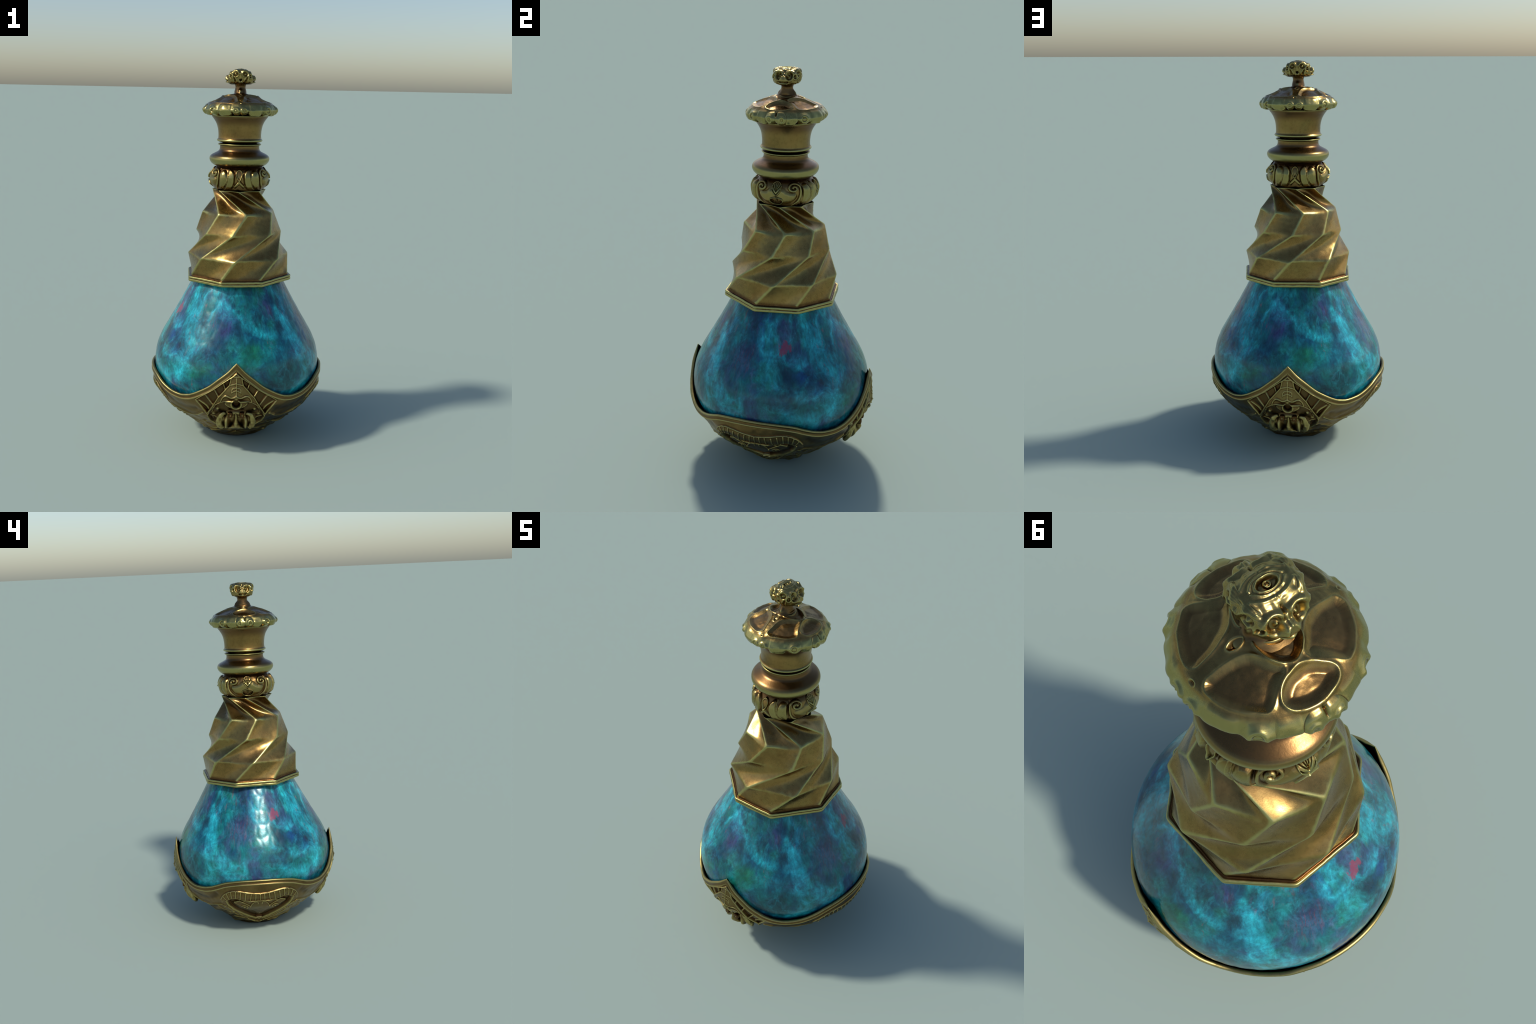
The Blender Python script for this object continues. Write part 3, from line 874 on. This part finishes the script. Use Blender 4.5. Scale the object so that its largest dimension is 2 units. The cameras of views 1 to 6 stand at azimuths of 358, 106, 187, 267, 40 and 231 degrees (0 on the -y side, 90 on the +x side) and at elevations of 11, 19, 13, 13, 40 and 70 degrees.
def kite_relief(x, z):
    """Carved shield under each tip: ribbed cells, spine and brow of a mask. x >= 0 is the distance from the middle."""
    h = np.zeros_like(z)
    rim_in = [(0, .474), (.027, .453), (.073, .420), (.120, .382), (.179, .341), (.215, .311)]
    kite = rim_in + [(.190, .278), (.166, .243), (.152, .220), (.135, .170), (.096, .128), (.04, .108), (0, .104)]
    full = kite + [(-x_, z_) for x_, z_ in kite[::-1]]
    k = signed(x, z, full, 0)
    tri_edge = [(.024, .455), (.029, .435), (.035, .408), (.059, .379), (.093, .337), (.119, .287), (.152, .222)]
    tri = signed(x, z, tri_edge + [(-.152, .222), (-.119, .287), (-.093, .337), (-.059, .379), (-.035, .408), (-.029, .435), (-.024, .455)], 0)
    # flat face slightly sunk, cells sunk deeper
    inside_k = smooth(-.002, .003, k)
    h += .004 * inside_k
    cell = smooth(.005, .011, k) * smooth(.002, .007, -tri)
    cell = cell * (1 - smooth(.436, .452, z) * smooth(.034, .026, x))
    h -= .0125 * cell * smooth(.215, .24, z)
    for p in ([(.070, .421), (.056, .381)], [(.117, .384), (.0925, .341)], [(.165, .350), (.118, .286)]):
        h += .0125 * ridge(dist_line(x, z, p, rounds=0), .0080) * cell
    low = dist_line(x, z, [(.206, .309), (.176, .293), (.155, .278), (.143, .258)])
    h += .007 * smooth(.012, .0, low) * cell
    h += .005 * ridge(np.abs(k - .004), .006) * smooth(.17, .2, z)
    h += .005 * ridge(np.abs(tri), .006) * smooth(.215, .235, z) * smooth(.002, .010, k)
    # keeled snout
    w = np.interp(z, [.222, .287, .337, .379, .408, .44, .478], [.152, .119, .093, .059, .035, .029, .022])
    kh = np.interp(z, [.24, .33, .355, .41, .46, .49], [.008, .012, .013, .008, .003, .0])
    on = smooth(0, .004, tri) * smooth(.325, .345, z - .16 * x + .0)
    h += on * kh * np.clip(1 - x / np.maximum(w, .02), 0, 1) ** .8
    h += on * .0035 * ridge(x, .0045) * smooth(.450, .442, z) * smooth(.345, .352, z)
    for p in ([(0, .420), (.034, .409)], [(0, .3985), (.016, .395), (.0225, .386), (.0225, .372)], [(0, .384), (.016, .377), (.0225, .371)]):
        h += on * .0032 * ridge(dist_line(x, z, p, rounds=0), .0042)
    # brow line with two arches
    brow = [(0, .356), (.012, .346), (.026, .340), (.036, .346), (.052, .354), (.064, .346), (.074, .334), (.079, .318)]
    h += .006 * ridge(dist_line(x, z, brow), .0065) * smooth(-.004, .004, tri)
    bl = [(0, .331), (.025, .325), (.049, .321), (.078, .315), (.108, .294), (.152, .222)]
    zb = np.interp(x, [p[0] for p in bl], [p[1] for p in bl])
    h += .008 * smooth(.004, -.002, dist_line(x, z, bl[:5])) * smooth(-.002, .002, tri)
    # cavity of the mask below the brow
    cav = signed(x, z, bl + [(.135, .170), (.096, .130), (.04, .112), (0, .110), (-.04, .112), (-.096, .13), (-.135, .17), (-.152, .222)] + [(-a_, b_) for a_, b_ in bl[::-1][1:-1]])
    h -= .017 * smooth(.001, .012, cav)
    # muzzle with the nose hole, hanging lip under it
    muz = signed(x, z, [(0, .334), (.030, .328), (.062, .318), (.070, .300), (.056, .282), (.030, .270), (0, .262), (-.03, .27), (-.056, .282), (-.07, .30), (-.062, .318), (-.03, .328)])
    h += .020 * smooth(-.001, .012, muz) * (1 - .3 * smooth(.02, .07, x))
    nose = np.hypot(x / .0225, (z - .3055) / .0265)
    h += .005 * bump((nose - 1.12) * .023, .005)
    h -= .021 * smooth(1.02, .66, nose)
    h += .006 * ridge(dist_line(x, z, [(0, .263), (.030, .271), (.055, .283)]), .006)
    # temples at the sides of the cavity
    h += .012 * bump(np.hypot(x - .098, (z - .262)), .010) + .010 * bump(np.hypot(x - .120, z - .225), .014)
    for p in ([(.112, .275), (.128, .235)], [(.107, .20), (.135, .205)]):
        h += .007 * ridge(dist_line(x, z, p, rounds=0), .006)
    # lower face: sloping cheek that carries chin and tusks
    cheek = signed(x, z, [(0, .256), (.052, .250), (.060, .215), (.062, .170), (.055, .135), (0, .118), (-.055, .135), (-.062, .17), (-.060, .215), (-.052, .250)])
    h += (.018 + .016 * smooth(.24, .16, z)) * smooth(-.004, .016, cheek)
    h += .030 * smooth(.050, .018, np.hypot(x - .070, (z - .178) * .9)) * smooth(-.004, .006, cav)
    # rim of the cavity
    h += .006 * ridge(np.abs(cav), .006) * smooth(.24, .21, z)
    return h, k

def heart_relief(y, z):
    """Medallion on the +-x sides: ribbed brow over a heart with curls."""
    h = np.zeros_like(z)
    top = [(0, .308), (.050, .311), (.110, .3235), (.155, .3255), (.188, .310), (.210, .285), (.219, .256)]
    bot = [(0, .2615), (.067, .260), (.100, .263), (.128, .275), (.158, .275), (.178, .262), (.190, .250)]
    heart = [(.190, .250), (.180, .215), (.145, .173), (.075, .104), (0, .057)]
    whole = top + [(.222, .226), (.195, .196)] + heart[1:]
    m = signed(y, z, whole + [(-a, b) for a, b in whole[::-1][1:-1]])
    h += .0025 * smooth(-.003, .004, m)
    h += .005 * ridge(dist_line(y, z, top), .006)
    band = signed(y, z, top + [(.215, .225)] + bot[::-1] + [(-a, b) for a, b in bot[1:]] + [(-.215, .225)] + [(-a, b) for a, b in top[::-1][:-1]])
    h += .0055 * np.sqrt(np.clip(band / .024, 0, 1))
    h += .0038 * ridge(dist_line(y, z, bot), .006)
    for b0 in ((.000, .304, .000, .262), (.024, .302, .026, .260), (.050, .304, .055, .261), (.080, .306, .084, .262), (.108, .312, .112, .268),
               (.136, .320, .136, .276), (.162, .320, .157, .276), (.186, .306, .172, .268), (.205, .284, .184, .256)):
        h += .0045 * ridge(dist_line(y, z, [b0[:2], b0[2:]], rounds=0), .0052) * smooth(0, .004, band)
    inner = signed(y, z, bot + heart[1:] + [(-a, b) for a, b in heart[::-1][1:]] + [(-a, b) for a, b in bot[::-1][:-1]])
    h -= .018 * smooth(.002, .010, inner)
    h += .0055 * ridge(dist_line(y, z, heart), .0065)
    # raised pointed face with curls
    vee = signed(y, z, [(0, .262), (.08, .262), (.10, .247), (.116, .256), (.165, .235), (.118, .205), (.066, .170), (.03, .128), (0, .100), (-.03, .128), (-.066, .17), (-.118, .205), (-.165, .235), (-.10, .247), (-.08, .262)])
    h += .011 * smooth(-.001, .007, vee) + .004 * bump(vee, .004) * smooth(.245, .235, z)
    h += .0065 * ridge(dist_line(y, z, [(.012, .226), (.010, .236), (.020, .246), (.034, .240), (.048, .222), (.056, .200)]), .0060)
    h += .0060 * ridge(dist_line(y, z, [(.052, .204), (.082, .230), (.120, .252)]), .0060)
    eye = np.hypot((y - .088) * .72 + (z - .197) * .45, (z - .197) * .9 - (y - .088) * .42)
    h += .0055 * ridge(np.abs(eye - .0155), .0055) + .006 * bump(eye, .006)
    h -= .004 * bump(dist_line(y, z, [(.006, .118), (.05, .155), (.10, .19)]), .005)
    # outer echo of the outline lower down
    h += .006 * ridge(dist_line(y, z, [(.235, .190), (.200, .163), (.157, .134), (.099, .098), (.04, .050), (0, .030)]), .008)
    h += .006 * smooth(.002, .012, signed(y, z, [(0, .057), (.075, .104), (.145, .173), (.18, .215), (.215, .215), (.222, .19), (.157, .138), (.099, .1), (.04, .052), (0, .032), (-.04, .052), (-.099, .1), (-.099, .11), (-.075, .11)]))
    return h, m

def cup():
    nu, nv = 1320, 250
    a = np.arange(nu) * TAU / nu
    th = np.degrees(a)
    zr = rim_height(off_y(th))
    # profile by arc length from foot centre to above the rim
    base = resample(np.stack([CUP_R, CUP_Z], 1), 400, 2)
    s = np.r_[0, np.cumsum(np.linalg.norm(np.diff(base, axis=0), axis=1))]
    s_rim = np.interp(zr - .006, base[:, 1], s)
    t = np.linspace(0, 1, nv)[:, None]
    S = t * s_rim[None, :]
    R, Z = np.interp(S, s, base[:, 0]), np.interp(S, s, base[:, 1])
    P = np.stack([R * np.cos(a), R * np.sin(a), Z], -1)
    N = grid_normals(P)
    # carve radially but a little along the slope
    dirs = N * .55 + np.stack([np.cos(a) + 0*R, np.sin(a) + 0*R, 0*R], -1) * .45
    dirs /= np.linalg.norm(dirs, axis=-1, keepdims=True)
    x, y, z = np.abs(P[..., 0]), np.abs(P[..., 1]), P[..., 2]
    h = np.zeros_like(z)
    region = np.zeros(z.shape, int)
    near_y = (x < .25) & (y > .10) & (z > .085)
    kr, kd = kite_relief(x[near_y], z[near_y])
    h[near_y] += kr
    region[near_y] = np.where(kd > 0, 1, region[near_y])
    near_x = (y < .26) & (x > .10) & (z > .022)
    hr, md = heart_relief(y[near_x], z[near_x])
    h[near_x] += hr * smooth(.022, .032, z[near_x])
    region[near_x] = np.where(md > 0, 2, region[near_x])
    # folds draped between shield and medallion
    g = off_y(th)[None, :] + 0 * z
    fold = lambda pts, w, amp: amp * ridge(dist_line(g * .0075, z, [(p * .0075, q) for p, q in pts]), w)
    free = 1 - (region > 0)
    h += free * (fold([(25, .225), (33, .190), (42, .186), (52, .205), (62, .215)], .012, .008)
                 + fold([(22, .165), (32, .135), (44, .120), (56, .130), (66, .160)], .012, .007)
                 + fold([(14, .105), (30, .085), (50, .075), (70, .075), (84, .045)], .010, .006)
                 + fold([(0, .075), (12, .070), (30, .050), (50, .042), (74, .030)], .010, .005))
    h -= free * .006 * bump(dist_line(g * .0075, z, [(30*.0075, .245), (40*.0075, .235), (50*.0075, .245), (57*.0075, .29)]), .02)
    flow = np.stack([P[..., 0] * 9, P[..., 1] * 9, z * 34 + .9 * np.sin(np.radians(g * 4))], -1)
    lowz = smooth(.26, .10, z)
    h += free * lowz * (0.0100 * value_noise(flow, 8) + .0050 * value_noise(flow * 2.3, 9))
    h += .0012 * value_noise(P * 40, 10)
    h *= smooth(.0, .012, z)
    P = P + dirs * h[..., None]
    P[0, :, 2] = 0
    normals = grid_normals(P)
    # split the faces into body, two shields and two medallions that share border vertices
    F = grid_faces(nu, nv)
    fr = region.ravel()[F]
    kind = np.where((fr == 1).all(1), 1, np.where((fr == 2).all(1), 2, 0))
    cy = P.reshape(-1, 3)[F].mean(1)
    V = P.reshape(-1, 3)
    nrm = normals.reshape(-1, 3)
    out = []
    for k, label, test in ((0, "cup_body", None), (1, "mask_shield", 1), (1, "mask_shield", -1), (2, "heart_medallion", 1), (2, "heart_medallion", -1)):
        sel = kind == k
        if k == 1:
            sel &= cy[:, 1] * test < 0
        if k == 2:
            sel &= cy[:, 0] * test < 0
        f = F[sel]
        used, inv = np.unique(f, return_inverse=True)
        verts, vn = V[used], nrm[used]
        faces = inv.reshape(-1, 4)
        if k == 0:
            # inside of the cup and the sole of the foot, joined to the same shell
            ins = []
            for q, zq in zip(np.linspace(0, 1, 26), np.linspace(0, 1, 26)):
                zz = zr - .004 - zq * (zr - .12)
                rr = np.interp(zz, base[:, 1], base[:, 0]) - .010 - .036 * smooth(.0, .09, zr - zz)
                ins.append(np.stack([rr * np.cos(a), rr * np.sin(a), zz], -1))
            sole = [np.stack([rad * np.cos(a), rad * np.sin(a), 0*a + hz], -1) for rad, hz in ((.149, .0), (.135, .006), (.02, .008))]
            n0 = len(verts)
            I = np.array(ins)
            fi = grid_faces(nu, len(ins))[:, ::-1] + n0
            verts = np.vstack([verts, I.reshape(-1, 3)])
            vn = np.vstack([vn, -grid_normals(I).reshape(-1, 3) * -1])
            n1 = len(verts)
            L = np.array(sole)
            fl = grid_faces(nu, len(sole))[:, ::-1] + n1
            verts = np.vstack([verts, L.reshape(-1, 3)])
            vn = np.vstack([vn, np.tile((0, 0, -1.0), (L.size // 3, 1))])
            faces = np.vstack([faces, fi, fl])
        me = mesh_from(label, verts, faces, BRONZE_CUP)
        me.normals_split_custom_set_from_vertices(vn.tolist())
        out.append((label, me))
    return out

cup_parts = cup()
cup_body = add("footed_cup", cup_parts[0][1], bottle)
shields = []
for label, me in cup_parts[1:]:
    o = add(label, me, cup_body)
    shields.append(o)

def cup_rim():
    nu = 1320
    a = np.arange(nu) * TAU / nu
    g = off_y(np.degrees(a))
    zr = rim_height(g)
    slope = np.gradient(zr, a[1] * .468)
    k = np.sqrt(1 + np.clip(np.abs(slope), 0, 1.3) ** 2)
    ker = np.hanning(41)
    ker /= ker.sum()
    k = np.convolve(np.r_[k[-20:], k, k[:20]], ker, "valid")
    sec = [(-.0095, .030), (-.0100, .004), (-.0080, .0005), (-.003, -.0010), (.002, .0), (.0060, .0030), (.0060, .0060), (.0032, .0095), (.0026, .0175), (.0045, .0215),
           (.0068, .0245), (.0062, .0280), (.0020, .0305), (-.004, .031)]
    sec = resample(sec + sec[:1], 40, 2)[:-1]
    wob = .0012 * value_noise(np.stack([np.cos(a) * 9, np.sin(a) * 9, zr * 14], -1), 11)
    rows = []
    for o, d in sec:
        z = zr - d * k
        o = np.where(g < 5, o * (.35 + .65 * g / 5), o)
        r = np.interp(zr - .012, CUP_Z, CUP_R) * .5 + np.interp(z, CUP_Z, CUP_R) * .5 + o + wob
        rows.append(np.stack([r * np.cos(a), r * np.sin(a), z + wob * .6], -1))
    P = np.array(rows)
    return mesh_from("cup_rim", P, grid_faces(nu, len(sec), True, True)[:, ::-1], BRONZE_CUP)

add("rim", cup_rim(), cup_body)

# tusks, chin and teeth of the mask: solid pieces standing off the shield
def tube(path, radii, nu=28, n=44, flat=1.0, up=(0, 1, 0), caps=True):
    c = resample(path, n, 2)
    rad = np.interp(np.linspace(0, 1, n), np.linspace(0, 1, len(radii)), radii)
    t = np.gradient(c, axis=0)
    t /= np.linalg.norm(t, axis=1, keepdims=True)
    b = np.cross(t, np.array(up, float))
    b /= np.linalg.norm(b, axis=1, keepdims=True)
    m = np.cross(b, t)
    w = np.arange(nu) * TAU / nu
    P = c[:, None] + rad[:, None, None] * (np.cos(w)[None, :, None] * b[:, None] + flat * np.sin(w)[None, :, None] * m[:, None])
    first = np.repeat(c[:1][:, None], nu, 1)
    last = np.repeat(c[-1:][:, None], nu, 1)
    return np.concatenate([first, P[:1] * .4 + first * .6, P[:1] * .85 + first * .15, P, P[-1:] * .85 + last * .15, P[-1:] * .4 + last * .6, last])

def tusk_mesh(side):
    P = tube([(side*.052, -.408, .234), (side*.067, -.412, .234), (side*.081, -.408, .217), (side*.088, -.393, .186), (side*.085, -.376, .156), (side*.068, -.364, .138)],
             [.007, .013, .0165, .018, .017, .011], flat=.8)
    P = P + .002 * value_noise(P * 60, 12)[..., None]
    return mesh_from("tusk", P, grid_faces(P.shape[1], P.shape[0])[:, ::-1], BRONZE_CUP)

def chin_mesh():
    """Flared lower nose and chin: a ridge that widens downwards."""
    nu, nv = 60, 60
    a = np.arange(nu) * TAU / nu
    v = np.linspace(0, 1, nv)[:, None]
    z = .238 - v * .104
    w = np.interp(v, [0, .35, .62, .8, .93, 1], [.008, .010, .016, .034, .044, .030])
    d = np.interp(v, [0, .3, .6, .8, .93, 1], [.014, .020, .030, .036, .032, .012])
    cy = np.interp(v, [0, .5, .8, 1], [-.422, -.412, -.385, -.362])
    X = w * np.cos(a)
    Y = cy + d * np.sin(a) 
    P = np.stack([X, Y, z - .004 * np.cos(2 * a) * smooth(.6, .9, v)], -1)
    end0 = P[:1].mean(1, keepdims=True) + 0 * P[:1]
    end1 = P[-1:].mean(1, keepdims=True) + 0 * P[-1:]
    P = np.concatenate([end0, P, end1])
    P = P + .0018 * value_noise(P * 70, 13)[..., None]
    return mesh_from("chin", P, grid_faces(nu, nv + 2)[:, ::-1], BRONZE_CUP)

def tooth_mesh():
    nu, nv = 40, 26
    a = np.arange(nu) * TAU / nu
    e = np.linspace(-.5, .5, nv)[:, None] * math.pi
    n = 4.5
    d = np.stack([np.cos(e) * np.cos(a), np.sin(e) + 0*a, np.cos(e) * np.sin(a)], -1)
    R = (np.abs(d[..., 0] / .0125) ** n + np.abs(d[..., 1] / .016) ** n + np.abs(d[..., 2] / .0155) ** n) ** (-1 / n)
    P = d * R[..., None]
    front = P[..., 1] < -.012
    P[..., 1] += .006 * bump(np.hypot(P[..., 0], P[..., 2]), .0045) * front
    return mesh_from("tooth", P, grid_faces(nu, nv), BRONZE_CUP)

tusks = {s: tusk_mesh(s) for s in (-1, 1)}
chin_me, tooth_me = chin_mesh(), tooth_mesh()
for turn, holder in ((0, shields[0]), (math.pi, shields[1])):
    for s in (-1, 1):
        o = add("tusk", tusks[s], holder)
        o.rotation_euler[2] = turn
    o = add("chin", chin_me, holder)
    o.rotation_euler[2] = turn
    for s in (-1, 1):
        o = add("tooth", tooth_me, holder)
        p = np.array([s * .031, -.428, .234])
        o.location = (p[0] * math.cos(turn) - p[1] * math.sin(turn), p[0] * math.sin(turn) + p[1] * math.cos(turn), p[2])
        o.rotation_euler[2] = turn
